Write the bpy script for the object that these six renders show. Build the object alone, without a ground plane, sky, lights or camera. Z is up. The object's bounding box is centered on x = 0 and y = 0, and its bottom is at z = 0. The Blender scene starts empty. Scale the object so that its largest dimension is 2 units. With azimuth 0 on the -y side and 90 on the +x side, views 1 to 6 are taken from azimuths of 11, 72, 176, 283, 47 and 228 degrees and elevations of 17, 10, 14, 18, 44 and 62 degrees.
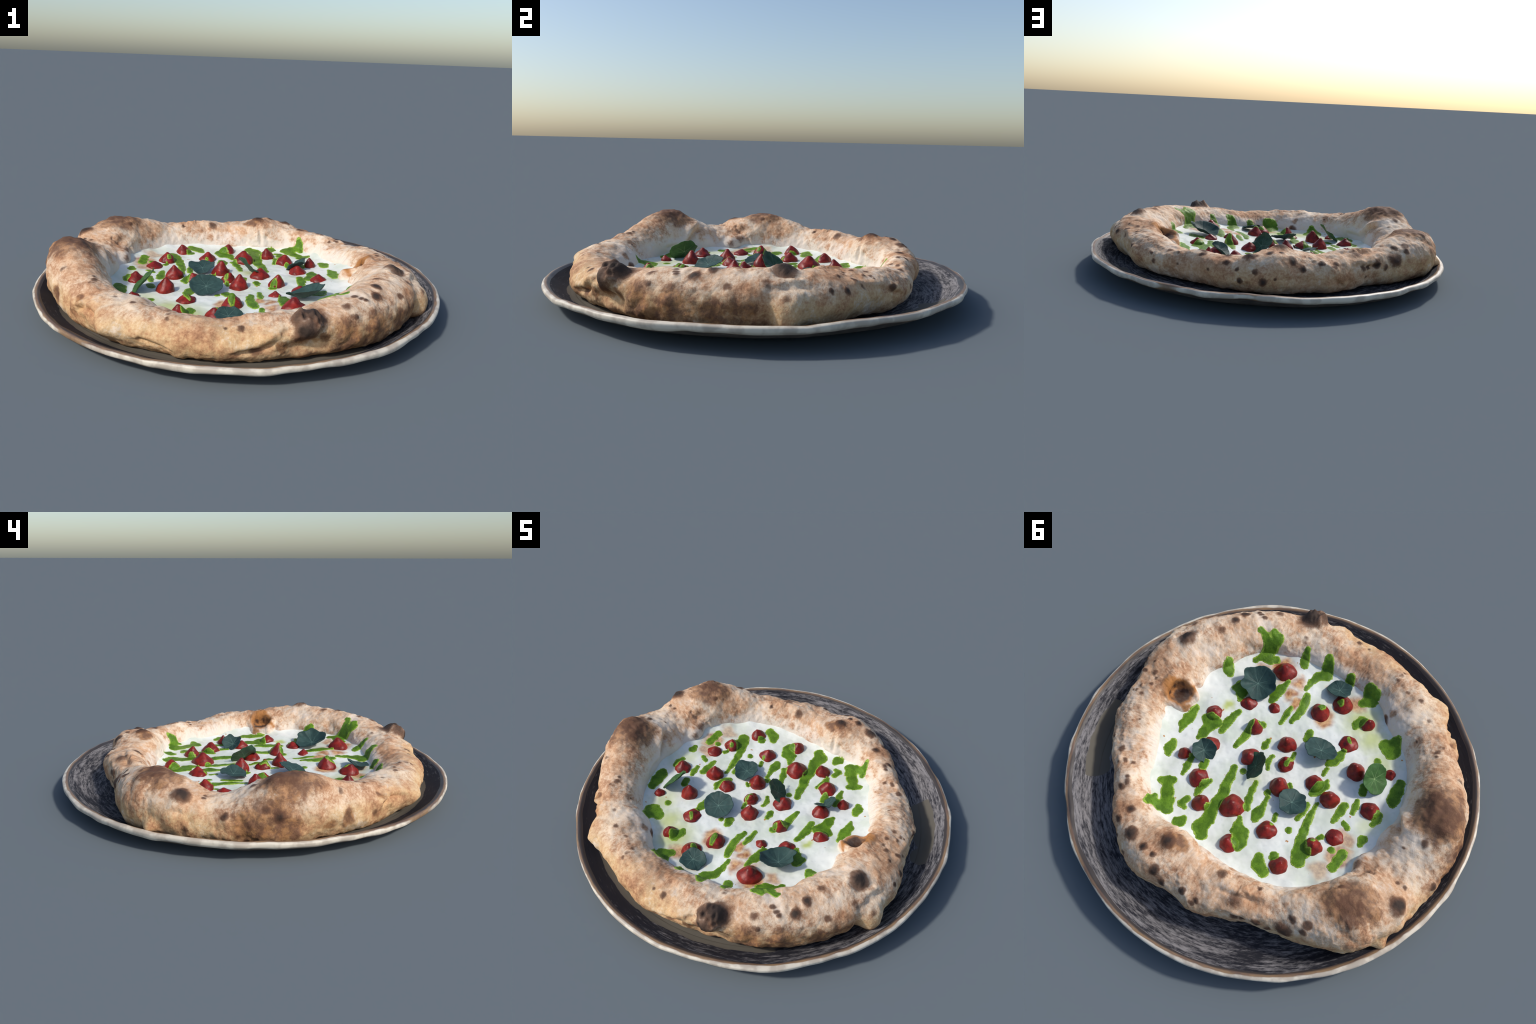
import bpy, bmesh, math, random
import numpy as np
from mathutils import Vector, Matrix
from mathutils.bvhtree import BVHTree

rng = np.random.default_rng(11)
TAU = 2 * math.pi

# ------------------------------------------------------------------ helpers
def lattice(ix, iy, iz, seed):
    """Pseudo random value in -1..1 for every integer lattice point."""
    h = (ix * 374761393 + iy * 668265263 + iz * 2147483647 + seed * 1274126177) & 0xFFFFFFFF
    h = ((h ^ (h >> 13)) * 1274126177) & 0xFFFFFFFF
    h = h ^ (h >> 16)
    return (h & 0xFFFF) / 32767.5 - 1.0


def noise(P, freq, seed=0):
    """Smooth value noise, vectorised, P of shape (..., 3)."""
    q = np.asarray(P, float) * freq + 100.0 + seed * 7.31
    i = np.floor(q).astype(np.int64)
    f = q - i
    u = f * f * f * (f * (f * 6 - 15) + 10)
    out = 0.0
    for dx in (0, 1):
        wx = u[..., 0] if dx else 1 - u[..., 0]
        for dy in (0, 1):
            wy = u[..., 1] if dy else 1 - u[..., 1]
            for dz in (0, 1):
                wz = u[..., 2] if dz else 1 - u[..., 2]
                out = out + wx * wy * wz * lattice(i[..., 0] + dx, i[..., 1] + dy, i[..., 2] + dz, seed)
    return out


def fractal(P, freq, octaves=3, seed=0):
    return sum(noise(P, freq * 2 ** k, seed + 17 * k) * 0.5 ** k for k in range(octaves))


def periodic(stations, th):
    """Closed Catmull-Rom curve through equally spaced stations round the circle."""
    s = np.asarray(stations, float)
    n = len(s)
    t = (np.asarray(th) % TAU) / TAU * n
    i = np.floor(t).astype(int) % n
    f = t - np.floor(t)
    a, b, c, d = s[(i - 1) % n], s[i], s[(i + 1) % n], s[(i + 2) % n]
    return 0.5 * (2 * b + (c - a) * f + (2 * a - 5 * b + 4 * c - d) * f ** 2 + (3 * b - a - 3 * c + d) * f ** 3)


def smoothstep(a, b, x):
    t = np.clip((x - a) / (b - a), 0, 1)
    return t * t * (3 - 2 * t)


def grid_faces(n, m, close_n=True, close_m=False):
    i = np.arange(n if close_n else n - 1)
    j = np.arange(m if close_m else m - 1)
    I, J = np.meshgrid(i, j, indexing="ij")
    I2, J2 = (I + 1) % n, (J + 1) % m
    return np.stack([I * m + J, I2 * m + J, I2 * m + J2, I * m + J2], -1).reshape(-1, 4)


def mesh_from(name, V, F, mat=None, flip=False):
    V = np.asarray(V, float).reshape(-1, 3)
    me = bpy.data.meshes.new(name)
    F = [tuple(int(k) for k in (f[::-1] if flip else f)) for f in F]
    me.from_pydata([tuple(v) for v in V], [], F)
    me.validate()
    me.polygons.foreach_set("use_smooth", [True] * len(me.polygons))
    if mat:
        me.materials.append(mat)
    me.update()
    return me


def add(name, me, parent=None):
    ob = bpy.data.objects.new(name, me)
    bpy.context.scene.collection.objects.link(ob)
    if parent:
        ob.parent = parent
    return ob


def srgb(r, g, b):
    f = lambda c: (c / 255 / 12.92) if c / 255 <= 0.04045 else ((c / 255 + 0.055) / 1.055) ** 2.4
    return (f(r), f(g), f(b), 1.0)


# ------------------------------------------------------------ node shorthand
class Nodes:
    def __init__(self, name):
        self.mat = bpy.data.materials.new(name)
        self.mat.use_nodes = True
        self.t = self.mat.node_tree
        self.bsdf = self.t.nodes["Principled BSDF"]
        self.coord = self.t.nodes.new("ShaderNodeTexCoord").outputs["Object"]

    def n(self, kind, **inputs):
        nd = self.t.nodes.new(kind)
        for k, v in inputs.items():
            if hasattr(nd, k):
                setattr(nd, k, v)
        return nd

    def put(self, sock, v):
        if isinstance(v, bpy.types.NodeSocket):
            self.t.links.new(v, sock)
        elif v is not None:
            sock.default_value = v

    def math(self, op, a, b=None, c=None, clamp=False):
        nd = self.n("ShaderNodeMath", operation=op, use_clamp=clamp)
        for s, v in zip(nd.inputs, (a, b, c)):
            self.put(s, v)
        return nd.outputs[0]

    def vmath(self, op, a, b=None, scale=None):
        nd = self.n("ShaderNodeVectorMath", operation=op)
        self.put(nd.inputs[0], a)
        self.put(nd.inputs[1], b)
        if scale is not None:
            self.put(nd.inputs["Scale"], scale)
        return nd.outputs["Value" if op in ("DISTANCE", "LENGTH", "DOT_PRODUCT") else "Vector"]

    def noise(self, scale, detail=3.0, rough=0.55, vec=None, stretch=None, color=False):
        vec = vec or self.coord
        if stretch:
            mp = self.n("ShaderNodeMapping")
            self.put(mp.inputs["Vector"], vec)
            mp.inputs["Scale"].default_value = stretch
            vec = mp.outputs[0]
        nd = self.n("ShaderNodeTexNoise")
        self.put(nd.inputs["Vector"], vec)
        nd.inputs["Scale"].default_value = scale
        nd.inputs["Detail"].default_value = detail
        nd.inputs["Roughness"].default_value = rough
        return nd.outputs["Color" if color else "Fac"]

    def ramp(self, x, lo, hi, a=0.0, b=1.0):
        nd = self.n("ShaderNodeMapRange", interpolation_type="SMOOTHSTEP")
        self.put(nd.inputs["Value"], x)
        for k, v in (("From Min", lo), ("From Max", hi), ("To Min", a), ("To Max", b)):
            self.put(nd.inputs[k], v)
        return nd.outputs[0]

    def mix(self, fac, a, b, mode="MIX"):
        nd = self.n("ShaderNodeMix", data_type="RGBA", blend_type=mode)
        self.put(nd.inputs[0], fac)
        self.put(nd.inputs[6], a)
        self.put(nd.inputs[7], b)
        return nd.outputs[2]

    def bump(self, height, strength, distance, normal=None):
        nd = self.n("ShaderNodeBump")
        nd.inputs["Strength"].default_value = strength
        nd.inputs["Distance"].default_value = distance
        self.put(nd.inputs["Height"], height)
        self.put(nd.inputs["Normal"], normal)
        return nd.outputs[0]

    def wobbled(self, amount, scale):
        w = self.vmath("SUBTRACT", self.noise(scale, 2.0, color=True), (0.5, 0.5, 0.5))
        return self.vmath("ADD", self.coord, self.vmath("SCALE", w, scale=amount))

    def spots(self, table, vec, hard=0.55):
        """Union of soft round marks: (x, y, z, radius, weight)."""
        acc = None
        for x, y, z, r, w in table:
            d = self.vmath("DISTANCE", vec, (x, y, z))
            m = self.ramp(d, r * 1.15, r * hard, 0.0, w)
            acc = m if acc is None else self.math("MAXIMUM", acc, m)
        return acc

    def done(self, color, rough=0.6, normal=None, spec=None, **kw):
        self.put(self.bsdf.inputs["Base Color"], color)
        self.put(self.bsdf.inputs["Roughness"], rough)
        self.put(self.bsdf.inputs["Normal"], normal)
        self.put(self.bsdf.inputs["Specular IOR Level"], spec)
        for k, v in kw.items():
            self.put(self.bsdf.inputs[k], v)
        return self.mat

# ------------------------------------------------------------------ palette
CREAM, BISCUIT, FLOUR = srgb(228, 205, 178), srgb(210, 172, 138), srgb(229, 217, 203)
STRAW, GOLDEN, TAN = srgb(212, 176, 126), srgb(164, 116, 74), srgb(182, 132, 94)
RUST, TOASTED = srgb(138, 94, 68), srgb(116, 82, 62)
SCORCH, BLACKENED = srgb(98, 67, 50), srgb(54, 45, 40)

# Burnt blisters of the rim: x, y, z, radius, strength.
CHAR = [
    (0.465, -0.690, 0.225, 0.080, 1.00), (0.425, -0.730, 0.215, 0.050, 1.00), (0.500, -0.775, 0.120, 0.060, 0.90), (0.440, -0.800, 0.140, 0.040, 0.60),
    (0.450, -0.760, 0.180, 0.060, 1.00),
    (0.773, -0.123, 0.259, 0.055, 1.00), (-0.886, 0.109, 0.238, 0.047, 1.00), (0.118, 0.724, 0.220, 0.040, 1.00), (-0.036, 0.633, 0.255, 0.040, 0.90),
    (-0.633, 0.512, 0.169, 0.044, 0.80), (0.693, -0.370, 0.252, 0.029, 1.00), (-0.083, 0.751, 0.210, 0.028, 1.00), (0.700, -0.442, 0.231, 0.028, 1.00),
    (-0.670, -0.351, 0.295, 0.045, 0.60), (-0.520, 0.578, 0.164, 0.028, 0.90), (-0.891, -0.300, 0.176, 0.031, 0.80), (0.056, 0.818, 0.116, 0.027, 0.90),
    (-0.412, 0.581, 0.218, 0.044, 0.55), (0.224, 0.652, 0.199, 0.026, 0.90), (-0.192, -0.580, 0.093, 0.032, 0.70), (-0.225, 0.716, 0.190, 0.022, 1.00),
    (-0.286, 0.546, 0.211, 0.032, 0.70), (-0.631, 0.460, 0.215, 0.024, 0.90), (0.513, 0.494, 0.172, 0.024, 0.90), (0.024, 0.720, 0.236, 0.023, 0.90),
    (-0.359, -0.810, 0.093, 0.028, 0.70), (-0.131, 0.758, 0.173, 0.022, 0.90), (-0.691, 0.437, 0.225, 0.024, 0.80), (0.853, 0.100, 0.184, 0.021, 0.90),
    (0.345, 0.617, 0.191, 0.023, 0.80), (-0.693, 0.461, 0.207, 0.022, 0.80), (0.227, 0.722, 0.180, 0.022, 0.80), (-0.797, -0.233, 0.296, 0.029, 0.60),
    (0.733, 0.350, 0.156, 0.024, 0.70), (-0.898, -0.245, 0.203, 0.024, 0.70), (-0.928, -0.082, 0.170, 0.021, 0.80), (-0.780, -0.165, 0.263, 0.024, 0.70),
    (-0.031, 0.713, 0.238, 0.018, 0.90), (0.587, -0.585, 0.225, 0.027, 0.60), (-0.446, 0.622, 0.152, 0.022, 0.70), (-0.572, 0.553, 0.142, 0.022, 0.70),
    (0.341, 0.588, 0.200, 0.022, 0.70), (0.785, 0.150, 0.208, 0.019, 0.80), (0.166, 0.790, 0.116, 0.017, 0.90), (-0.798, 0.259, 0.276, 0.025, 0.60),
    (0.803, -0.344, 0.205, 0.021, 0.70), (0.876, 0.026, 0.193, 0.018, 0.80), (0.836, -0.207, 0.220, 0.028, 0.50), (-0.673, 0.229, 0.264, 0.023, 0.60),
    (-0.825, 0.297, 0.265, 0.028, 0.50), (-0.687, -0.507, 0.230, 0.020, 0.70), (0.691, -0.277, 0.258, 0.027, 0.50), (-0.265, -0.733, 0.196, 0.019, 0.70),
    (-0.809, 0.323, 0.266, 0.027, 0.50), (0.095, 0.799, 0.165, 0.019, 0.70), (0.198, -0.787, 0.169, 0.019, 0.70), (0.660, -0.504, 0.231, 0.016, 0.80),
    (0.641, -0.503, 0.234, 0.016, 0.80), (-0.443, 0.469, 0.212, 0.018, 0.70), (-0.578, -0.654, 0.114, 0.021, 0.60), (-0.293, 0.697, 0.188, 0.016, 0.80),
    (0.361, 0.568, 0.201, 0.018, 0.70), (-0.778, 0.233, 0.279, 0.021, 0.60), (-0.473, 0.605, 0.150, 0.016, 0.80), (0.459, 0.546, 0.175, 0.018, 0.70),
    (0.612, -0.496, 0.242, 0.017, 0.70), (-0.517, -0.565, 0.213, 0.020, 0.60), (0.629, -0.599, 0.192, 0.015, 0.80), (-0.942, 0.075, 0.108, 0.020, 0.60),
    (-0.850, 0.024, 0.212, 0.015, 0.80), (0.445, 0.525, 0.182, 0.017, 0.70), (0.730, 0.125, 0.221, 0.019, 0.60), (-0.725, -0.091, 0.236, 0.016, 0.70),
    (-0.285, 0.717, 0.176, 0.016, 0.70), (0.677, 0.246, 0.214, 0.018, 0.60), (-0.705, -0.114, 0.244, 0.018, 0.60), (0.598, 0.507, 0.121, 0.017, 0.60),
    (0.179, 0.770, 0.162, 0.012, 0.80), (-0.094, -0.809, 0.178, 0.016, 0.60), (0.686, 0.183, 0.222, 0.014, 0.70), (0.387, -0.588, 0.204, 0.019, 0.50),
    (-0.534, -0.535, 0.218, 0.014, 0.70), (-0.101, -0.785, 0.188, 0.019, 0.50), (0.414, 0.500, 0.185, 0.015, 0.60), (-0.001, 0.817, 0.133, 0.011, 0.80),
    (0.615, -0.606, 0.194, 0.015, 0.60), (-0.105, -0.747, 0.187, 0.018, 0.50), (-0.373, -0.681, 0.193, 0.020, 0.45), (0.611, 0.474, 0.155, 0.013, 0.70),
    (0.791, 0.192, 0.183, 0.014, 0.60), (0.782, 0.081, 0.230, 0.014, 0.60), (-0.816, 0.030, 0.212, 0.013, 0.60), (-0.471, -0.667, 0.181, 0.015, 0.50),
    (0.316, 0.701, 0.139, 0.013, 0.60), (0.141, -0.799, 0.164, 0.012, 0.60), (0.698, 0.145, 0.220, 0.014, 0.50), (-0.188, -0.734, 0.189, 0.014, 0.50),
    (0.327, -0.605, 0.202, 0.014, 0.50), (0.722, 0.222, 0.210, 0.013, 0.50), (-0.458, 0.617, 0.108, 0.013, 0.50), (-0.401, -0.563, 0.175, 0.011, 0.60),
    (0.467, 0.582, 0.136, 0.012, 0.50), (0.734, 0.261, 0.197, 0.012, 0.50), (0.719, 0.249, 0.206, 0.012, 0.50), (-0.520, -0.601, 0.209, 0.012, 0.50),
    (0.570, 0.348, 0.205, 0.011, 0.50),
]
# Folds: groove width, depth, and a line of points along the dough.
CREASES = [
    (0.013, 0.016, [(0.390, -0.754, 0.179), (0.362, -0.789, 0.158), (0.338, -0.803, 0.134), (0.309, -0.805, 0.111), (0.284, -0.814, 0.096), (0.241, -0.828, 0.089), (0.208, -0.841, 0.084)]),
    (0.010, 0.012, [(-0.336, 0.601, 0.220), (-0.407, 0.569, 0.224), (-0.488, 0.508, 0.204)]),
    (0.010, 0.011, [(-0.407, 0.643, 0.169), (-0.473, 0.605, 0.155), (-0.520, 0.582, 0.152)]),
    (0.009, 0.008, [(-0.244, 0.732, 0.174), (-0.273, 0.744, 0.129), (-0.330, 0.705, 0.079)]),
    (0.010, 0.007, [(0.848, -0.155, 0.212), (0.850, -0.121, 0.216), (0.857, -0.087, 0.211), (0.874, -0.058, 0.200), (0.890, -0.039, 0.179)]),
    (0.010, 0.009, [(-0.469, -0.696, 0.173), (-0.496, -0.711, 0.156), (-0.513, -0.707, 0.137), (-0.533, -0.696, 0.121)]),
    (0.010, 0.008, [(-0.495, -0.713, 0.153), (-0.424, -0.765, 0.134), (-0.393, -0.818, 0.125)]),
    (0.009, 0.010, [(-0.713, 0.079, 0.218), (-0.677, 0.095, 0.185), (-0.636, 0.129, 0.160), (-0.622, 0.138, 0.117)]),
    (0.014, 0.016, [(-0.670, -0.127, 0.228), (-0.621, -0.195, 0.192), (-0.599, -0.232, 0.136)]),
    (0.010, 0.009, [(-0.534, -0.353, 0.129), (-0.588, -0.254, 0.131), (-0.647, -0.153, 0.213)]),
    (0.009, 0.008, [(-0.437, 0.467, 0.210), (-0.446, 0.532, 0.212), (-0.395, 0.545, 0.226), (-0.334, 0.578, 0.224)]),
    (0.009, 0.007, [(0.763, -0.171, 0.259), (0.801, -0.151, 0.241), (0.830, -0.085, 0.233)]),
    (0.010, 0.008, [(-0.540, -0.691, 0.135), (-0.484, -0.727, 0.139), (-0.447, -0.724, 0.158)]),
    (0.010, 0.010, [(-0.193, -0.847, 0.098), (-0.130, -0.851, 0.088), (-0.076, -0.850, 0.071)]),
    (0.008, 0.007, [(-0.937, 0.132, 0.184), (-0.939, 0.118, 0.171), (-0.932, 0.109, 0.177)]),
    (0.009, 0.008, [(-0.918, -0.144, 0.172), (-0.919, -0.151, 0.143), (-0.925, -0.142, 0.129)]),
    (0.010, 0.008, [(0.801, 0.168, 0.188), (0.756, 0.285, 0.164), (0.706, 0.403, 0.122)]),
    (0.010, 0.008, [(-0.006, 0.570, 0.220), (0.022, 0.509, 0.101), (-0.047, 0.511, 0.102), (-0.153, 0.560, 0.203)]),
]
# Larger toasted areas.
TOAST = [
    (-0.740, -0.300, 0.300, 0.170, 1.00), (-0.750, 0.250, 0.290, 0.150, 0.90), (-0.900, -0.200, 0.150, 0.120, 0.55),
    (0.600, -0.650, 0.110, 0.120, 0.45), (0.730, -0.500, 0.110, 0.130, 0.45), (0.840, -0.330, 0.100, 0.110, 0.40),
    (-0.716, -0.281, 0.304, 0.115, 0.80), (-0.755, 0.239, 0.280, 0.108, 0.80), (-0.873, -0.319, 0.125, 0.091, 0.60), (-0.889, -0.285, 0.196, 0.076, 0.70),
    (0.721, -0.529, 0.151, 0.094, 0.55), (-0.696, -0.545, 0.111, 0.055, 0.90), (0.802, -0.401, 0.121, 0.078, 0.60), (-0.839, 0.233, 0.258, 0.076, 0.60),
    (-0.843, -0.297, 0.282, 0.076, 0.55), (0.442, -0.746, 0.140, 0.051, 0.80), (-0.067, 0.599, 0.240, 0.053, 0.70), (-0.036, 0.629, 0.255, 0.051, 0.70),
    (-0.759, -0.480, 0.108, 0.043, 0.70), (-0.619, 0.514, 0.175, 0.050, 0.60), (-0.175, -0.597, 0.105, 0.032, 0.90), (0.519, -0.710, 0.134, 0.035, 0.80),
    (0.866, -0.273, 0.130, 0.049, 0.55), (0.665, -0.579, 0.095, 0.052, 0.50), (0.361, -0.778, 0.096, 0.037, 0.70), (0.260, -0.825, 0.096, 0.036, 0.70),
    (-0.592, 0.024, 0.129, 0.042, 0.50), (0.426, 0.580, 0.061, 0.041, 0.50), (-0.205, -0.614, 0.150, 0.033, 0.60), (-0.626, 0.091, 0.162, 0.035, 0.50),
    (0.904, -0.162, 0.184, 0.029, 0.55), (0.534, 0.202, 0.122, 0.032, 0.50), (-0.522, -0.664, 0.166, 0.031, 0.50),
]
OIL = [(-0.12, -0.50, 0.09, 0.13, 0.85), (0.40, -0.17, 0.11, 0.055, 0.95), (0.39, -0.06, 0.11, 0.040, 0.95), (-0.22, -0.46, 0.09, 0.10, 0.8), (-0.35, -0.40, 0.09, 0.10, 0.5), (0.03, 0.10, 0.09, 0.05, 0.5), (0.22, 0.55, 0.1, 0.08, 0.5), (-0.52, -0.10, 0.1, 0.07, 0.4)]
BARE = [(0.235, -0.335, 0.10, 0.055, 1.0), (0.26, -0.40, 0.10, 0.060, 1.0), (0.17, -0.31, 0.10, 0.045, 1.0), (0.040, -0.370, 0.095, 0.070, 0.95), (-0.02, -0.555, 0.09, 0.06, 0.9), (0.10, -0.53, 0.1, 0.06, 0.6), (-0.50, 0.02, 0.1, 0.05, 0.7), (-0.54, 0.10, 0.1, 0.07, 0.8), (0.39, -0.42, 0.11, 0.075, 1.0), (0.33, -0.37, 0.11, 0.05, 1.0), (-0.53, 0.20, 0.1, 0.06, 0.6), (0.44, -0.34, 0.11, 0.05, 0.8)]
BLANK = [(0.64, 0.62, 0.03, 0.12, 1.0), (0.73, 0.51, 0.03, 0.14, 1.0), (0.82, 0.38, 0.035, 0.10, 1.0)]
# The burst bubble beside the cheese is caramel inside with a dark heart.
AMBER = [(0.580, 0.095, 0.180, 0.085, 1.0), (0.555, 0.050, 0.175, 0.045, 0.7), (0.535, 0.112, 0.130, 0.045, 0.7), (0.620, 0.110, 0.230, 0.065, 0.5), (0.600, 0.150, 0.215, 0.05, 0.4)]

# Dollops of tomato: x, y, foot radius, height, lean of the tip.
DOLLOPS = [
    (0.408, 0.024, 0.041, 0.035, 0.001, -0.001),
    (0.340, -0.144, 0.039, 0.028, 0.001, 0.003),
    (0.234, -0.220, 0.027, 0.028, 0.001, -0.002),
    (0.215, -0.071, 0.040, 0.062, 0.008, -0.010),
    (0.285, 0.149, 0.044, 0.040, -0.003, -0.001),
    (0.333, 0.277, 0.028, 0.050, -0.003, -0.005),
    (0.104, 0.051, 0.046, 0.045, 0.004, 0.007),
    (0.349, -0.402, 0.055, 0.060, 0.000, 0.001),
    (0.023, -0.500, 0.049, 0.050, -0.007, -0.005),
    (0.064, -0.373, 0.048, 0.062, -0.003, 0.001),
    (-0.146, -0.504, 0.036, 0.045, -0.004, -0.003),
    (-0.160, -0.354, 0.045, 0.026, 0.000, 0.005),
    (0.038, -0.126, 0.043, 0.066, -0.000, 0.004),
    (-0.037, -0.048, 0.038, 0.045, 0.007, -0.012),
    (-0.104, 0.058, 0.047, 0.070, 0.003, -0.004),
    (-0.207, -0.082, 0.043, 0.042, -0.006, -0.004),
    (-0.314, -0.073, 0.043, 0.064, -0.002, 0.003),
    (-0.293, -0.267, 0.044, 0.068, 0.004, 0.001),
    (-0.412, -0.381, 0.028, 0.030, -0.002, -0.005),
    (-0.482, -0.171, 0.043, 0.042, -0.001, 0.004),
    (-0.464, 0.046, 0.039, 0.028, -0.001, 0.005),
    (-0.430, 0.148, 0.041, 0.050, 0.001, 0.006),
    (-0.394, 0.323, 0.041, 0.045, -0.006, -0.005),
    (-0.233, 0.249, 0.043, 0.042, 0.002, 0.001),
    (-0.160, 0.419, 0.041, 0.045, 0.005, 0.001),
    (-0.034, 0.287, 0.056, 0.060, 0.001, -0.000),
    (0.079, 0.385, 0.041, 0.056, -0.008, -0.012),
    (0.186, 0.305, 0.048, 0.050, 0.005, 0.003),
]
# Leaves: x, y, z, tilt of the normal, radius, spin, cupping, waviness, kind.
LEAVES = [
    (0.387, -0.250, 0.131, -0.337, 0.147, 0.090, 0.3, 0.30, 0.09, "blue"),
    (0.275, 0.199, 0.121, -0.650, 0.190, 0.060, 1.0, 0.22, 0.12, "blue"),
    (0.043, 0.076, 0.126, 0.770, 0.650, 0.078, 0.6, 0.10, 0.22, "mid"),
    (0.086, -0.536, 0.110, 0.120, -0.150, 0.062, 0.2, 0.06, 0.10, "blue"),
    (-0.105, -0.220, 0.116, 0.065, -0.400, 0.080, 0.9, 0.06, 0.10, "blue"),
    (-0.208, 0.071, 0.108, -0.050, -0.150, 0.069, 0.5, 0.08, 0.10, "blue"),
    (-0.392, -0.290, 0.134, -1.040, -0.195, 0.079, 0.1, 0.06, 0.12, "green"),
]

# Strokes of herb sauce: (x, y, half width) along each, grouped into puddles.
DRIZZLES = [
    [[(0.488, 0.073, 0.018), (0.472, 0.136, 0.030), (0.465, 0.177, 0.025), (0.440, 0.218, 0.010)]],
    [[(0.419, 0.075, 0.023), (0.377, 0.067, 0.042), (0.346, 0.043, 0.022)], [(0.372, 0.077, 0.030), (0.361, 0.135, 0.027), (0.359, 0.167, 0.015)]],
    [[(0.335, -0.073, 0.015), (0.334, -0.040, 0.021), (0.327, 0.010, 0.024), (0.307, 0.060, 0.021)]],
    [[(0.202, -0.111, 0.022)], [(0.231, -0.061, 0.020), (0.211, -0.009, 0.021), (0.205, 0.033, 0.018), (0.200, 0.069, 0.013)]],
    [[(0.565, -0.213, 0.021), (0.548, -0.192, 0.031), (0.524, -0.179, 0.018)]],
    [[(0.507, -0.334, 0.017), (0.497, -0.371, 0.017), (0.457, -0.390, 0.026), (0.436, -0.417, 0.024)], [(0.572, -0.436, 0.018), (0.528, -0.435, 0.023), (0.498, -0.424, 0.029), (0.490, -0.410, 0.034)], [(0.513, -0.475, 0.022), (0.478, -0.476, 0.026), (0.486, -0.437, 0.026)]],
    [[(0.452, -0.149, 0.018), (0.445, -0.181, 0.026), (0.410, -0.156, 0.031), (0.381, -0.119, 0.013)]],
    [[(0.290, -0.373, 0.013), (0.288, -0.312, 0.027), (0.284, -0.268, 0.028), (0.276, -0.241, 0.020)]],
    [[(0.422, 0.275, 0.019), (0.407, 0.306, 0.029), (0.388, 0.335, 0.020)]],
    [[(0.118, -0.077, 0.016), (0.107, -0.042, 0.018), (0.105, -0.028, 0.013)]],
    [[(0.297, 0.248, 0.016), (0.275, 0.307, 0.020), (0.255, 0.352, 0.012)]],
    [[(0.232, 0.230, 0.022), (0.220, 0.255, 0.024)], [(0.137, 0.278, 0.013), (0.139, 0.312, 0.018), (0.134, 0.351, 0.018), (0.128, 0.373, 0.013)]],
    [[(0.292, 0.442, 0.023), (0.269, 0.427, 0.029), (0.254, 0.404, 0.020)], [(0.265, 0.424, 0.024), (0.233, 0.459, 0.031), (0.193, 0.492, 0.034), (0.160, 0.517, 0.032)], [(0.250, 0.520, 0.016), (0.224, 0.573, 0.015)], [(0.240, 0.535, 0.021), (0.212, 0.541, 0.020), (0.184, 0.545, 0.016)]],
    [[(0.139, 0.416, 0.020), (0.137, 0.451, 0.020), (0.113, 0.454, 0.013)]],
    [[(0.072, 0.486, 0.016), (0.071, 0.515, 0.029), (0.081, 0.528, 0.023)]],
    [[(0.115, 0.145, 0.019), (0.094, 0.190, 0.023), (0.072, 0.239, 0.026), (0.049, 0.267, 0.028), (0.031, 0.331, 0.027), (0.020, 0.370, 0.032), (-0.005, 0.407, 0.032), (-0.014, 0.460, 0.041), (-0.048, 0.481, 0.030)]],
    [[(-0.012, 0.119, 0.015), (-0.029, 0.158, 0.017), (-0.055, 0.205, 0.018), (-0.084, 0.242, 0.020)]],
    [[(-0.099, 0.296, 0.012), (-0.124, 0.328, 0.025), (-0.162, 0.344, 0.039), (-0.191, 0.380, 0.035), (-0.206, 0.404, 0.016)], [(-0.138, 0.341, 0.023), (-0.125, 0.363, 0.016)]],
    [[(-0.108, 0.132, 0.014), (-0.121, 0.168, 0.015), (-0.137, 0.217, 0.031), (-0.151, 0.247, 0.021)]],
    [[(-0.300, 0.356, 0.020), (-0.327, 0.387, 0.034), (-0.369, 0.394, 0.029)]],
]
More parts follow.
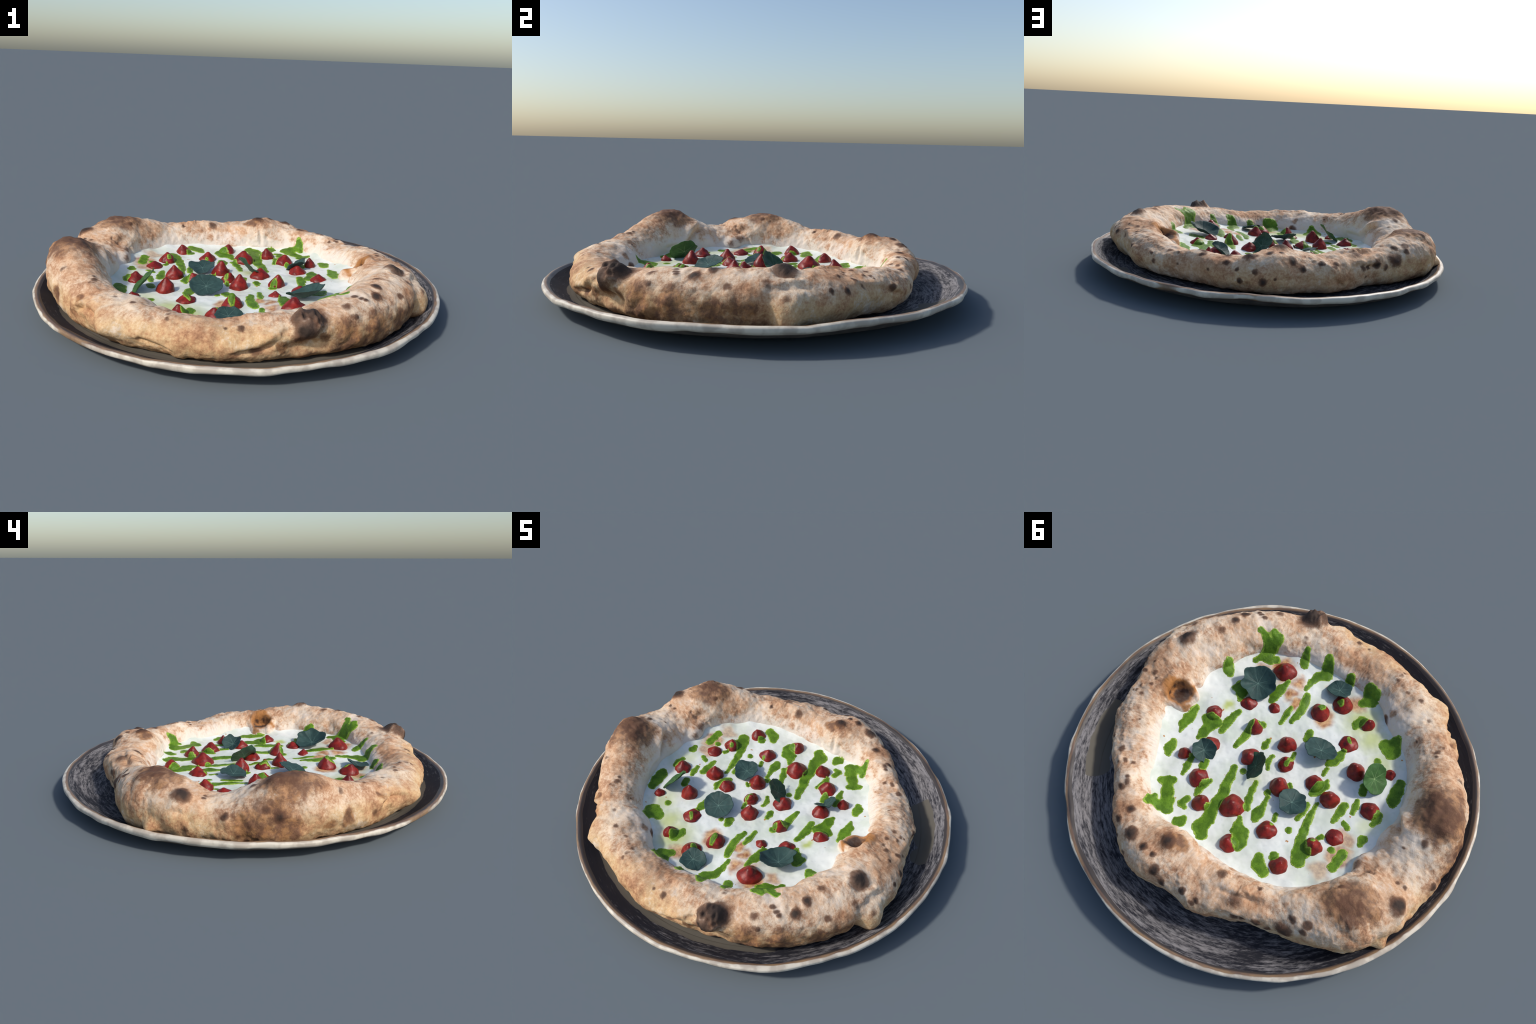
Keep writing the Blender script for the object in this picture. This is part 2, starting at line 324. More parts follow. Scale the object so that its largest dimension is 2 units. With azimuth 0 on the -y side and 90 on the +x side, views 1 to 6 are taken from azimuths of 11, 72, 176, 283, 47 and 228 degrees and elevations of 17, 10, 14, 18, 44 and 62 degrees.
DRIZZLES += [
    [[(-0.346, 0.310, 0.026)]],
    [[(0.039, -0.032, 0.015), (0.030, 0.005, 0.017), (0.006, 0.030, 0.010)]],
    [[(0.072, 0.127, 0.018)]],
    [[(0.349, -0.557, 0.017), (0.332, -0.525, 0.025), (0.318, -0.507, 0.025)]],
    [[(0.236, -0.606, 0.025), (0.216, -0.578, 0.030), (0.196, -0.556, 0.030), (0.225, -0.515, 0.025), (0.221, -0.458, 0.017), (0.206, -0.409, 0.012)]],
    [[(0.174, -0.396, 0.019), (0.150, -0.353, 0.025), (0.132, -0.306, 0.023), (0.124, -0.266, 0.020), (0.120, -0.233, 0.014)]],
    [[(0.175, -0.280, 0.015), (0.166, -0.239, 0.018), (0.151, -0.187, 0.013)]],
    [[(0.095, -0.622, 0.026), (0.076, -0.614, 0.017)]],
    [[(-0.025, -0.640, 0.034), (-0.058, -0.622, 0.039), (-0.038, -0.581, 0.023), (-0.069, -0.647, 0.018)]],
    [[(-0.109, -0.502, 0.031), (-0.106, -0.464, 0.026), (-0.114, -0.449, 0.015)]],
    [[(-0.287, -0.481, 0.035), (-0.333, -0.473, 0.037), (-0.310, -0.526, 0.026), (-0.353, -0.491, 0.024)]],
    [[(0.015, -0.261, 0.018), (-0.000, -0.234, 0.024), (0.000, -0.215, 0.013)]],
    [[(-0.037, -0.258, 0.016)]],
    [[(-0.175, -0.303, 0.018), (-0.179, -0.269, 0.027), (-0.176, -0.227, 0.028), (-0.171, -0.199, 0.014)]],
    [[(-0.187, -0.177, 0.015), (-0.198, -0.147, 0.011)]],
    [[(-0.021, -0.121, 0.013), (-0.034, -0.096, 0.013)]],
    [[(-0.321, -0.391, 0.021)]],
    [[(-0.235, -0.137, 0.013), (-0.244, -0.109, 0.022), (-0.241, -0.067, 0.027), (-0.233, -0.038, 0.020)]],
    [[(-0.289, -0.015, 0.012), (-0.307, 0.039, 0.017), (-0.326, 0.082, 0.020), (-0.349, 0.128, 0.022), (-0.370, 0.166, 0.026), (-0.392, 0.192, 0.031), (-0.410, 0.221, 0.035), (-0.433, 0.244, 0.036)], [(-0.421, 0.209, 0.032), (-0.434, 0.188, 0.023)]],
    [[(-0.381, -0.103, 0.024), (-0.391, -0.065, 0.022), (-0.398, -0.027, 0.016), (-0.402, -0.004, 0.012)]],
]
DRIZZLES += [
    [[(-0.405, -0.165, 0.015), (-0.420, -0.137, 0.018), (-0.434, -0.103, 0.014)]],
    [[(-0.445, -0.038, 0.017), (-0.470, -0.031, 0.015)]],
    [[(-0.558, -0.040, 0.026), (-0.568, -0.017, 0.016)]],
    [[(-0.499, 0.098, 0.020)]],
    [[(-0.547, 0.077, 0.028), (-0.552, 0.115, 0.025), (-0.562, 0.158, 0.024)]],
    [[(-0.522, -0.190, 0.019), (-0.533, -0.159, 0.022), (-0.538, -0.128, 0.016)]],
    [[(-0.480, -0.380, 0.026), (-0.500, -0.332, 0.031), (-0.516, -0.291, 0.033), (-0.532, -0.270, 0.020)]],
    [[(-0.297, 0.172, 0.019)]],
    [[(-0.262, 0.021, 0.017), (-0.277, 0.066, 0.015), (-0.280, 0.106, 0.013)]],
    [[(-0.131, 0.010, 0.014), (-0.152, 0.017, 0.009)]],
    [[(-0.422, 0.083, 0.016), (-0.416, 0.102, 0.012)]],
    [[(-0.374, -0.241, 0.023), (-0.392, -0.214, 0.022)]],
    [[(-0.200, 0.165, 0.013), (-0.215, 0.187, 0.013)]],
    [[(0.068, -0.406, 0.013), (0.062, -0.380, 0.016)]],
    [[(-0.137, -0.378, 0.009), (-0.162, -0.356, 0.010)]],
    [[(0.032, -0.489, 0.017), (0.018, -0.479, 0.013)]],
    [[(-0.041, -0.073, 0.013), (-0.048, -0.042, 0.012)]],
    [[(-0.413, 0.135, 0.013)]],
    [[(-0.226, 0.214, 0.010)]],
    [[(-0.089, 0.115, 0.019)]],
]

# ------------------------------------------------------- crust measurements
# One row per 10 degrees round the pizza (0 = +x, anticlockwise):
# outermost radius, radius of the crest, height of the crest, radius where the
# dough meets the cheese.
CRUST = [
    (0.884, 0.733, 0.242, 0.546), (0.835, 0.690, 0.233, 0.548), (0.810, 0.680, 0.226, 0.582),
    (0.806, 0.695, 0.209, 0.577), (0.790, 0.693, 0.190, 0.562), (0.755, 0.688, 0.193, 0.568),
    (0.746, 0.672, 0.198, 0.586), (0.778, 0.675, 0.195, 0.583), (0.808, 0.675, 0.211, 0.562),
    (0.808, 0.655, 0.241, 0.525), (0.782, 0.655, 0.233, 0.527), (0.784, 0.670, 0.212, 0.535),
    (0.779, 0.680, 0.216, 0.555), (0.779, 0.680, 0.220, 0.580), (0.821, 0.700, 0.222, 0.605),
    (0.901, 0.750, 0.256, 0.620), (0.956, 0.790, 0.292, 0.638), (0.953, 0.802, 0.260, 0.642),
    (0.937, 0.800, 0.212, 0.618), (0.943, 0.801, 0.246, 0.606), (0.947, 0.800, 0.308, 0.632),
    (0.926, 0.790, 0.298, 0.632), (0.896, 0.778, 0.248, 0.640), (0.883, 0.772, 0.215, 0.636),
    (0.876, 0.770, 0.203, 0.608), (0.872, 0.765, 0.194, 0.606), (0.870, 0.762, 0.186, 0.642),
    (0.872, 0.760, 0.175, 0.628), (0.876, 0.757, 0.175, 0.620), (0.864, 0.764, 0.190, 0.612),
    (0.866, 0.770, 0.208, 0.618), (0.883, 0.773, 0.223, 0.628), (0.899, 0.765, 0.235, 0.640),
    (0.902, 0.764, 0.245, 0.634), (0.906, 0.768, 0.253, 0.600), (0.905, 0.758, 0.253, 0.602),
]
CRUST = np.array(CRUST)
FLOOR = 0.034          # glaze on which the dough rests


def plate_tilt(x, y):
    """The plate stands a little higher at the back and right."""
    return 0.0083 * x + 0.0093 * y


def cheese_height(x, y):
    """The cheese dips in the middle and rises to one side."""
    return 0.0885 + 0.0246 * x + 0.005 * y + 0.0704 * x * x - 0.0508 * x * y + 0.0088 * y * y


# Local swellings of the dough: centre, reach along the radius / round the rim /
# upwards, push along the normal, steepness of the flanks (all metres but the last).
SWELLINGS = [
    ("burst bubble", (0.525, 0.100, 0.125), (0.052, 0.080, 0.045), 0.036, 1.6),
    ("burst bubble lip", (0.550, 0.040, 0.175), (0.045, 0.020, 0.045), 0.026, 1.4),
    ("burst bubble brow", (0.645, 0.100, 0.230), (0.024, 0.065, 0.030), 0.016, 1.4),
    ("burst bubble pit", (0.585, 0.095, 0.185), (0.042, 0.056, 0.046), -0.055, 2.2),
    ("bubble crevice", (0.555, 0.185, 0.130), (0.040, 0.020, 0.060), -0.026, 1.0),
    ("bubble crevice", (0.560, 0.005, 0.150), (0.040, 0.018, 0.045), -0.018, 1.0),
    ("rim blister", (0.763, -0.117, 0.268), (0.042, 0.050, 0.036), 0.026, 1.6),
    ("pinched corner", (-0.345, -0.820, 0.118), (0.070, 0.080, 0.050), 0.048, 0.85),
    ("pinched tip", (-0.362, -0.870, 0.120), (0.060, 0.036, 0.020), 0.034, 0.8),
    ("nub", (-0.930, 0.240, 0.100), (0.028, 0.030, 0.028), 0.036, 1.2),
    ("inner swelling", (-0.045, 0.580, 0.195), (0.070, 0.085, 0.070), 0.020, 1.2),
    ("side lobe", (0.885, -0.150, 0.115), (0.065, 0.056, 0.076), 0.042, 1.35),
    ("side lobe crease", (0.875, -0.220, 0.100), (0.050, 0.026, 0.065), -0.018, 1.0),
    ("side lobe crease", (0.870, -0.130, 0.208), (0.050, 0.070, 0.014), -0.014, 1.0),
    ("tear", (-0.685, 0.100, 0.185), (0.022, 0.040, 0.022), -0.040, 1.0),
    ("inner fold", (-0.630, 0.050, 0.125), (0.040, 0.050, 0.050), 0.026, 1.6),
    ("inner fold", (-0.640, -0.060, 0.120), (0.040, 0.030, 0.050), -0.016, 1.0),
    ("back slit", (-0.486, 0.517, 0.205), (0.016, 0.060, 0.022), -0.020, 1.0),
    ("back slit lip", (-0.520, 0.550, 0.190), (0.022, 0.060, 0.030), 0.016, 1.4),
    ("rim blister", (-0.886, 0.109, 0.225), (0.050, 0.050, 0.050), 0.010, 1.6),
    ("pinch undercut", (-0.370, -0.880, 0.072), (0.060, 0.080, 0.028), -0.030, 1.2),
    ("charred blister", (0.450, -0.715, 0.195), (0.058, 0.062, 0.056), 0.054, 2.2),
    ("charred blister mouth", (0.425, -0.770, 0.220), (0.038, 0.032, 0.036), -0.062, 1.6),
    ("charred blister dent", (0.490, -0.735, 0.235), (0.020, 0.026, 0.024), -0.014, 1.5),
    ("torn side", (0.480, -0.760, 0.105), (0.070, 0.100, 0.042), -0.032, 1.5),
    ("ledge", (0.330, -0.800, 0.150), (0.040, 0.090, 0.030), 0.014, 1.4),
    ("dimple", (-0.600, -0.640, 0.140), (0.040, 0.030, 0.040), -0.014, 1.0),
]


def crust_section(th, n):
    """Cross-section of the rim at every angle th: n points from under the cheese,
    up the inner wall, over the crest, down the outside and back under."""
    out, crest, top, inner = (periodic(CRUST[:, k], th)[:, None] for k in range(4))
    x, y = np.cos(th)[:, None], np.sin(th)[:, None]
    zi = cheese_height(inner * x, inner * y)
    s = np.linspace(0, 1, n)[None, :]
    a_in = np.clip((s - 0.06) / 0.34, 0, 1) * math.pi / 2        # inner wall
    a_out = np.clip((s - 0.40) / 0.46, 0, 1) * math.pi           # crest to underside
    under = np.clip((s - 0.86) / 0.14, 0, 1)
    floor = FLOOR + plate_tilt(0.8 * x, 0.8 * y)
    half = (top - floor) / 2
    r = inner + (crest - inner) * (1 - np.cos(a_in))
    z = zi + (top - zi) * np.sin(a_in) ** 1.22
    low = a_out > math.pi / 2
    r2 = crest + (out - crest) * np.where(low, np.sin(a_out) ** 0.50, np.sin(a_out) ** 0.93)
    z2 = floor + half * (1 + np.cos(a_out))
    r = np.where(s < 0.40, r, r2)
    z = np.where(s < 0.40, z, z2)
    r = r + under * (inner - 0.03 - crest)
    z = z - under * 0.002
    tuck = 1 - np.clip(s / 0.06, 0, 1)
    r = r - tuck * 0.03
    z = z - tuck * 0.035
    return np.stack([r * x, r * y, z], -1)


def grid_normals(P):
    a = np.roll(P, -1, 0) - np.roll(P, 1, 0)
    b = np.empty_like(P)
    b[:, 1:-1] = P[:, 2:] - P[:, :-2]
    b[:, 0], b[:, -1] = P[:, 1] - P[:, 0], P[:, -1] - P[:, -2]
    n = np.cross(b, a)
    return n / (np.linalg.norm(n, axis=-1, keepdims=True) + 1e-12)


def build_crust(nt=1100, ns=180):
    th = np.arange(nt) / nt * TAU
    P = crust_section(th, ns)
    N = grid_normals(P)
    s = np.linspace(0, 1, ns)[None, :]
    open_air = smoothstep(0.05, 0.16, s) * (1 - smoothstep(0.78, 0.86, s))
    d = 0.009 * fractal(P, 6.0, 2, 3) + 0.0060 * fractal(P, 17.0, 3, 5) + 0.0012 * noise(P, 60.0, 12)
    # fine radial wrinkles of stretched dough
    polar = np.stack([np.arctan2(P[..., 1], P[..., 0]) * 9, np.hypot(P[..., 0], P[..., 1]) * 2.0, P[..., 2] * 2.0], -1)
    crease = 1 - np.abs(fractal(polar, 4.0, 2, 9))
    d -= 0.0020 * smoothstep(0.80, 1.0, crease) * smoothstep(0.0, 0.5, fractal(P, 4.0, 1, 21))
    d *= open_air
    for _, (x, y, z), (ra, rt, rz), push, steep in SWELLINGS:
        k = math.hypot(x, y)
        ex, ey = x / k, y / k
        dx, dy, dz = P[..., 0] - x, P[..., 1] - y, P[..., 2] - z
        q = ((dx * ex + dy * ey) / ra) ** 2 + ((dy * ex - dx * ey) / rt) ** 2 + (dz / rz) ** 2
        d += push * np.exp(-q ** steep)
    for x, y, z, r, w in CHAR:
        if r < 0.05:
            q = ((P - (x, y, z)) ** 2).sum(-1) / (r * 0.9) ** 2
            d += 0.26 * r * w * np.exp(-q) * open_air
    # folds and creases of the dough: grooves with a raised edge on the upper side
    for width, depth, line in CREASES:
        near = np.full(d.shape, 9.0)
        above = np.zeros(d.shape)
        L = np.array(line)
        for a, c in zip(L[:-1], L[1:]):
            ac = c - a
            t = np.clip(((P - a) @ ac) / (ac @ ac), 0, 1)
            off = P - a - t[..., None] * ac
            e = np.linalg.norm(off, axis=-1)
            above = np.where(e < near, off[..., 2] + 0.5 * (np.hypot(a[0], a[1]) - np.hypot(P[..., 0], P[..., 1])), above)
            near = np.minimum(near, e)
        d -= depth * np.exp(-(near / width) ** 2)
        d += 0.6 * depth * np.exp(-((near - 2.0 * width) / (1.4 * width)) ** 2) * smoothstep(-0.005, 0.008, above)
    # small blisters scattered over the baked outside
    pick = np.random.default_rng(5)
    for a, s, r in zip(pick.uniform(0, TAU, 70), pick.uniform(0.36, 0.70, 70), pick.uniform(0.012, 0.030, 70)):
        c = P[int(a / TAU * nt), int(s * ns)]
        d += 0.16 * r * pick.choice((1.0, 1.0, -0.7)) * np.exp(-((P - c) ** 2).sum(-1) / r ** 2)
    # crumpled charcoal of the burst blister
    q = ((P - (0.455, -0.725, 0.200)) ** 2).sum(-1) / 0.075 ** 2
    d += np.exp(-q ** 2) * (0.016 * noise(P, 30.0, 51) + 0.012 * noise(P, 70.0, 52))
    P = P + N * d[..., None]
    P[..., 2] = np.maximum(P[..., 2], 0.031 + plate_tilt(P[..., 0], P[..., 1]))
    return P

# ---------------------------------------------------------------- materials
def crust_material():
    m = Nodes("baked_dough")
    sep = m.n("ShaderNodeSeparateXYZ")
    m.put(sep.inputs[0], m.coord)
    x, y, z = sep.outputs
    rad = m.math("SQRT", m.math("ADD", m.math("MULTIPLY", x, x), m.math("MULTIPLY", y, y)))
    near = m.wobbled(0.030, 18.0)
    broad = m.noise(5.5, 4.0, 0.6)
    mid = m.noise(24.0, 5.0, 0.65)
    fleck = m.noise(95.0, 5.0, 0.72)
    c = m.mix(m.ramp(m.noise(4.5, 3.0), 0.36, 0.64), CREAM, BISCUIT)
    # floury, less baked dough on the outer wall and beside the cheese
    wall = m.math("MULTIPLY", m.ramp(rad, 0.72, 0.83), m.ramp(m.math("ADD", z, m.math("MULTIPLY", m.math("SUBTRACT", broad, 0.5), 0.15)), 0.21, 0.13))
    c = m.mix(m.math("MULTIPLY", wall, 0.80), c, STRAW)
    inner = m.math("MULTIPLY", m.ramp(rad, 0.71, 0.62), m.ramp(m.math("ADD", z, m.math("MULTIPLY", m.math("SUBTRACT", mid, 0.5), 0.08)), 0.20, 0.12))
    c = m.mix(m.math("MULTIPLY", inner, 0.75), c, FLOUR)
    # browning comes as a dense peppering of small flecks inside soft clouds
    cloud = m.math("ADD", m.math("MULTIPLY", broad, 0.6), m.math("MULTIPLY", mid, 0.4))
    pep = m.math("ADD", m.math("MULTIPLY", fleck, 0.42), m.math("MULTIPLY", cloud, 1.18))
    pep = m.math("SUBTRACT", pep, m.math("MULTIPLY", inner, 0.14))
    pep = m.math("ADD", pep, m.math("MULTIPLY", wall, 0.03))
    c = m.mix(m.math("MULTIPLY", m.ramp(pep, 0.73, 0.92), 0.80), c, TAN)
    c = m.mix(m.math("MULTIPLY", m.ramp(pep, 0.85, 1.04), 0.85), c, RUST)
    c = m.mix(m.math("MULTIPLY", m.ramp(pep, 0.78, 0.60), 0.60), c, FLOUR)
    # big toasted areas
    toast = m.spots(TOAST, m.wobbled(0.08, 9.0), 0.25)
    toast = m.math("ADD", toast, m.math("MULTIPLY", m.math("SUBTRACT", pep, 0.80), m.ramp(toast, 0.0, 0.4)))
    c = m.mix(m.math("MULTIPLY", m.ramp(toast, 0.05, 0.50), 0.85), c, m.mix(m.ramp(mid, 0.4, 0.6), GOLDEN, TOASTED))
    c = m.mix(m.math("MULTIPLY", m.ramp(toast, 0.45, 0.95), 0.85), c, SCORCH)
    # leopard spots: rusty halo, dark heart
    burn = m.spots([(x, y, z, r * 1.3, w) for x, y, z, r, w in CHAR], near, 0.05)
    burn = m.math("ADD", burn, m.math("MULTIPLY", m.math("SUBTRACT", m.math("ADD", m.math("MULTIPLY", mid, 0.5), m.math("MULTIPLY", fleck, 0.5)), 0.5), 0.55))
    c = m.mix(m.math("MULTIPLY", m.ramp(burn, 0.12, 0.55), 0.90), c, SCORCH)
    heart = m.math("MULTIPLY", m.ramp(burn, 0.48, 0.95), 0.92)
    c = m.mix(heart, c, BLACKENED)
    amber = m.spots(AMBER, m.wobbled(0.05, 20.0), 0.2)
    c = m.mix(m.math("MULTIPLY", m.ramp(amber, 0.1, 0.5), 0.9), c, m.mix(m.ramp(m.math("ADD", amber, m.math("MULTIPLY", m.math("SUBTRACT", mid, 0.5), 0.6)), 0.45, 0.80), srgb(172, 114, 58), srgb(58, 38, 30)))
    h = m.math("ADD", m.math("MULTIPLY", mid, 0.6), m.math("MULTIPLY", fleck, 0.30))
    return m.done(c, 0.75, m.bump(h, 0.6, 0.012), 0.25)


def cheese_material():
    m = Nodes("melted_cheese")
    soft = m.noise(7.0, 4.0)
    mid = m.noise(40.0, 4.0, 0.6)
    c = m.mix(m.ramp(soft, 0.40, 0.68), srgb(233, 235, 227), srgb(212, 218, 202))
    c = m.mix(m.math("MULTIPLY", m.ramp(mid, 0.5, 0.75), 0.35), c, srgb(196, 203, 196))
    oil = m.spots(OIL, m.wobbled(0.07, 14.0), 0.1)
    c = m.mix(oil, c, srgb(186, 196, 108))
    bare = m.spots(BARE, m.wobbled(0.11, 10.0), 0.45)
    c = m.mix(bare, c, m.mix(m.ramp(mid, 0.35, 0.65), srgb(214, 168, 116), srgb(164, 106, 66)))
    c = m.mix(m.ramp(m.noise(30.0, 2.0), 0.735, 0.76), c, srgb(186, 132, 74))
    h = m.math("ADD", m.math("MULTIPLY", soft, 0.6), m.math("MULTIPLY", mid, 0.2))
    return m.done(c, m.ramp(mid, 0.3, 0.7, 0.32, 0.5), m.bump(h, 0.16, 0.010), 0.35)


def tomato_material():
    m = Nodes("tomato_sauce")
    a = m.noise(35.0, 4.0)
    b = m.noise(160.0, 3.0)
    c = m.mix(m.ramp(a, 0.35, 0.65), srgb(140, 33, 24), srgb(100, 22, 18))
    c = m.mix(m.math("MULTIPLY", m.ramp(b, 0.55, 0.75), 0.5), c, srgb(164, 54, 38))
    h = m.math("ADD", m.math("MULTIPLY", a, 0.5), m.math("MULTIPLY", b, 0.3))
    return m.done(c, 0.42, m.bump(h, 0.4, 0.006), 0.35)


def pesto_material(name, deep, light):
    m = Nodes(name)
    a = m.noise(22.0, 4.0)
    b = m.noise(150.0, 3.0, 0.7)
    c = m.mix(m.ramp(a, 0.35, 0.68), deep, light)
    c = m.mix(m.math("MULTIPLY", m.ramp(b, 0.50, 0.70), 0.5), c, srgb(46, 82, 22))
    c = m.mix(m.math("MULTIPLY", m.ramp(b, 0.36, 0.25), 0.6), c, srgb(122, 158, 52))
    h = m.math("ADD", m.math("MULTIPLY", a, 0.4), m.math("MULTIPLY", b, 0.4))
    return m.done(c, m.ramp(b, 0.3, 0.7, 0.38, 0.62), m.bump(h, 0.5, 0.006), 0.22)


def leaf_material(name, body, vein, shine):
    """Nasturtium leaf: pale veins radiating from the stalk, colours in leaf space."""
    m = Nodes(name)
    sep = m.n("ShaderNodeSeparateXYZ")
    m.put(sep.inputs[0], m.wobbled(0.018, 16.0))
    ang = m.math("ARCTAN2", sep.outputs[1], sep.outputs[0])
    rad = m.math("SQRT", m.math("ADD", m.math("MULTIPLY", sep.outputs[0], sep.outputs[0]), m.math("MULTIPLY", sep.outputs[1], sep.outputs[1])))
    saw = m.math("ABSOLUTE", m.math("SUBTRACT", m.math("FRACT", m.math("MULTIPLY", ang, 7 / TAU)), 0.5))
    across = m.math("MULTIPLY", m.math("MULTIPLY", saw, TAU / 7), rad)
    width = m.ramp(rad, 0.0, 0.06, 0.0016, 0.0006)
    v = m.math("LESS_THAN", across, width)
    v = m.ramp(m.math("DIVIDE", across, width), 1.5, 0.4)
    v = m.math("MULTIPLY", v, m.ramp(rad, 0.070, 0.02, 0.08, 0.5))
    hub = m.ramp(rad, 0.006, 0.002)
    v = m.math("MAXIMUM", v, hub)
    dark = tuple(k * 0.72 for k in body[:3]) + (1,)
    c = m.mix(m.ramp(m.noise(40.0, 4.0), 0.3, 0.7), dark, body)
    c = m.mix(m.math("MULTIPLY", v, 0.75), c, vein)
    h = m.math("ADD", m.math("MULTIPLY", v, -0.5), m.noise(60.0, 3.0))
    m.done(c, shine, m.bump(h, 0.35, 0.004), 0.22)
    tl = m.n("ShaderNodeBsdfTranslucent")
    m.put(tl.inputs["Color"], c)
    mx = m.n("ShaderNodeMixShader")
    mx.inputs[0].default_value = 0.18
    out = m.t.nodes["Material Output"]
    m.t.links.new(m.bsdf.outputs[0], mx.inputs[1])
    m.t.links.new(tl.outputs[0], mx.inputs[2])
    m.t.links.new(mx.outputs[0], out.inputs["Surface"])
    return m.mat


def polar(m):
    sep = m.n("ShaderNodeSeparateXYZ")
    m.put(sep.inputs[0], m.coord)
    x, y, z = sep.outputs
    rad = m.math("SQRT", m.math("ADD", m.math("MULTIPLY", x, x), m.math("MULTIPLY", y, y)))
    return x, y, z, rad


def brushed(m, rad_scale, around):
    """Noise drawn out along the turning direction, as brushed glaze is."""
    x, y, z, rad = polar(m)
    inv = m.math("DIVIDE", 1.0, m.math("MAXIMUM", rad, 0.05))
    cb = m.n("ShaderNodeCombineXYZ")
    m.put(cb.inputs[0], m.math("MULTIPLY", m.math("MULTIPLY", x, inv), around))
    m.put(cb.inputs[1], m.math("MULTIPLY", m.math("MULTIPLY", y, inv), around))
    m.put(cb.inputs[2], m.math("MULTIPLY", rad, rad_scale))
    return cb.outputs[0]


def dish_material():
    m = Nodes("brushed_dark_glaze")
    x, y, z, rad = polar(m)
    streak = m.noise(1.0, 5.0, 0.65, brushed(m, 80.0, 9.0))
    fibre = m.noise(1.0, 4.0, 0.7, brushed(m, 170.0, 30.0))
    patch = m.noise(3.0, 3.0)
    amount = m.math("ADD", m.math("MULTIPLY", streak, 0.55), m.math("ADD", m.math("MULTIPLY", fibre, 0.45), m.math("MULTIPLY", m.math("SUBTRACT", patch, 0.5), 0.25)))
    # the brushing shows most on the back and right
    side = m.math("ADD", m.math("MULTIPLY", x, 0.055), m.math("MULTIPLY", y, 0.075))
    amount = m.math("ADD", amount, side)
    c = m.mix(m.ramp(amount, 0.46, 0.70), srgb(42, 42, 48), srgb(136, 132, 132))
    # bare grey-brown ground where the brushing stops short
    wob = m.math("MULTIPLY", m.math("SUBTRACT", m.noise(7.0, 3.0), 0.5), 0.05)
    arc = m.math("DIVIDE", m.math("ADD", m.math("MULTIPLY", x, -0.14), m.math("MULTIPLY", y, -0.99)), m.math("MAXIMUM", rad, 0.05))
    front = m.math("MULTIPLY", m.ramp(m.math("ADD", arc, wob), 0.50, 0.515), m.ramp(m.math("ADD", rad, m.math("MULTIPLY", wob, 0.8)), 0.888, 0.885))
    right = m.math("MULTIPLY", m.ramp(m.spots(BLANK, m.wobbled(0.10, 7.0), 0.3), 0.40, 0.46), m.ramp(m.math("ADD", rad, wob), 0.914, 0.908))
    c = m.mix(m.math("MAXIMUM", front, right), c, srgb(100, 95, 86))
    return m.done(c, 0.72, m.bump(amount, 0.25, 0.006), 0.15)


def lip_material():
    m = Nodes("worn_rim_glaze")
    x, y, z, rad = polar(m)
    w = m.noise(1.0, 4.0, 0.6, brushed(m, 60.0, 12.0))
    edge = m.math("ADD", rad, m.math("MULTIPLY", m.math("SUBTRACT", w, 0.5), 0.016))
    c = m.mix(m.ramp(w, 0.35, 0.65), srgb(146, 118, 88), srgb(108, 86, 74))
    c = m.mix(m.ramp(edge, 0.977, 0.968), c, srgb(62, 56, 54))
    c = m.mix(m.ramp(edge, 0.981, 0.987), c, m.mix(m.ramp(m.noise(14.0, 3.0), 0.4, 0.6), srgb(218, 208, 190), srgb(186, 174, 158)))
    return m.done(c, 0.45, m.bump(w, 0.25, 0.006), 0.4)


def foot_material():
    m = Nodes("grey_brown_underside")
    w = m.noise(12.0, 4.0)
    c = m.mix(m.ramp(w, 0.35, 0.65), srgb(120, 110, 100), srgb(92, 84, 78))
    return m.done(c, 0.7, m.bump(w, 0.3, 0.006), 0.3)

# -------------------------------------------------------------------- plate
def rim_shift(th):
    return 0.0033 * np.cos(2 * th) - 0.0014 * np.sin(2 * th)


def plate_ring(profile, base=0.0, nt=720, seed=1):
    """Turn a profile of (radius, height, share of the rim's tilt and waviness)."""
    th = np.arange(nt) / nt * TAU
    pr = np.array(profile)
    ring = np.stack([np.cos(th), np.sin(th), 0 * th], -1)
    wave = 0.0045 * noise(ring, 5.0, seed) + 0.0055 * noise(ring, 11.0, seed + 1)
    lift = 0.006 * noise(ring, 4.5, seed + 4) + 0.002 * noise(ring, 15.0, seed + 5)
    r = pr[None, :, 0] * (1 + 0.004 * np.cos(2 * th) - 0.006 * np.sin(2 * th))[:, None] + pr[None, :, 2] * (wave[:, None] - 0.001)
    z = pr[None, :, 1] + pr[None, :, 2] * (rim_shift(th) + lift)[:, None]
    x, y = r * np.cos(th)[:, None], r * np.sin(th)[:, None]
    lean = np.clip(pr[None, :, 2] * 1.2, 0, 1)
    chips = 0.0055 * noise(np.stack([x, y, z], -1), 10.0, seed + 8) * pr[None, :, 3] if pr.shape[1] > 3 else 0
    return np.stack([x, y, np.maximum(z + chips + lean * plate_tilt(x, y) + (1 - lean) * (0.012 * x + 0.002 * y) * base, 0.0)], -1)


def dense(profile, per=8):
    p = np.array(profile, float)
    out = []
    for i in range(len(p) - 1):
        a, b, c, d = p[max(i - 1, 0)], p[i], p[i + 1], p[min(i + 2, len(p) - 1)]
        for t in np.arange(per) / per:
            out.append(0.5 * (2 * b + (c - a) * t + (2 * a - 5 * b + 4 * c - d) * t * t + (3 * b - a - 3 * c + d) * t ** 3))
    out.append(p[-1])
    return np.array(out)


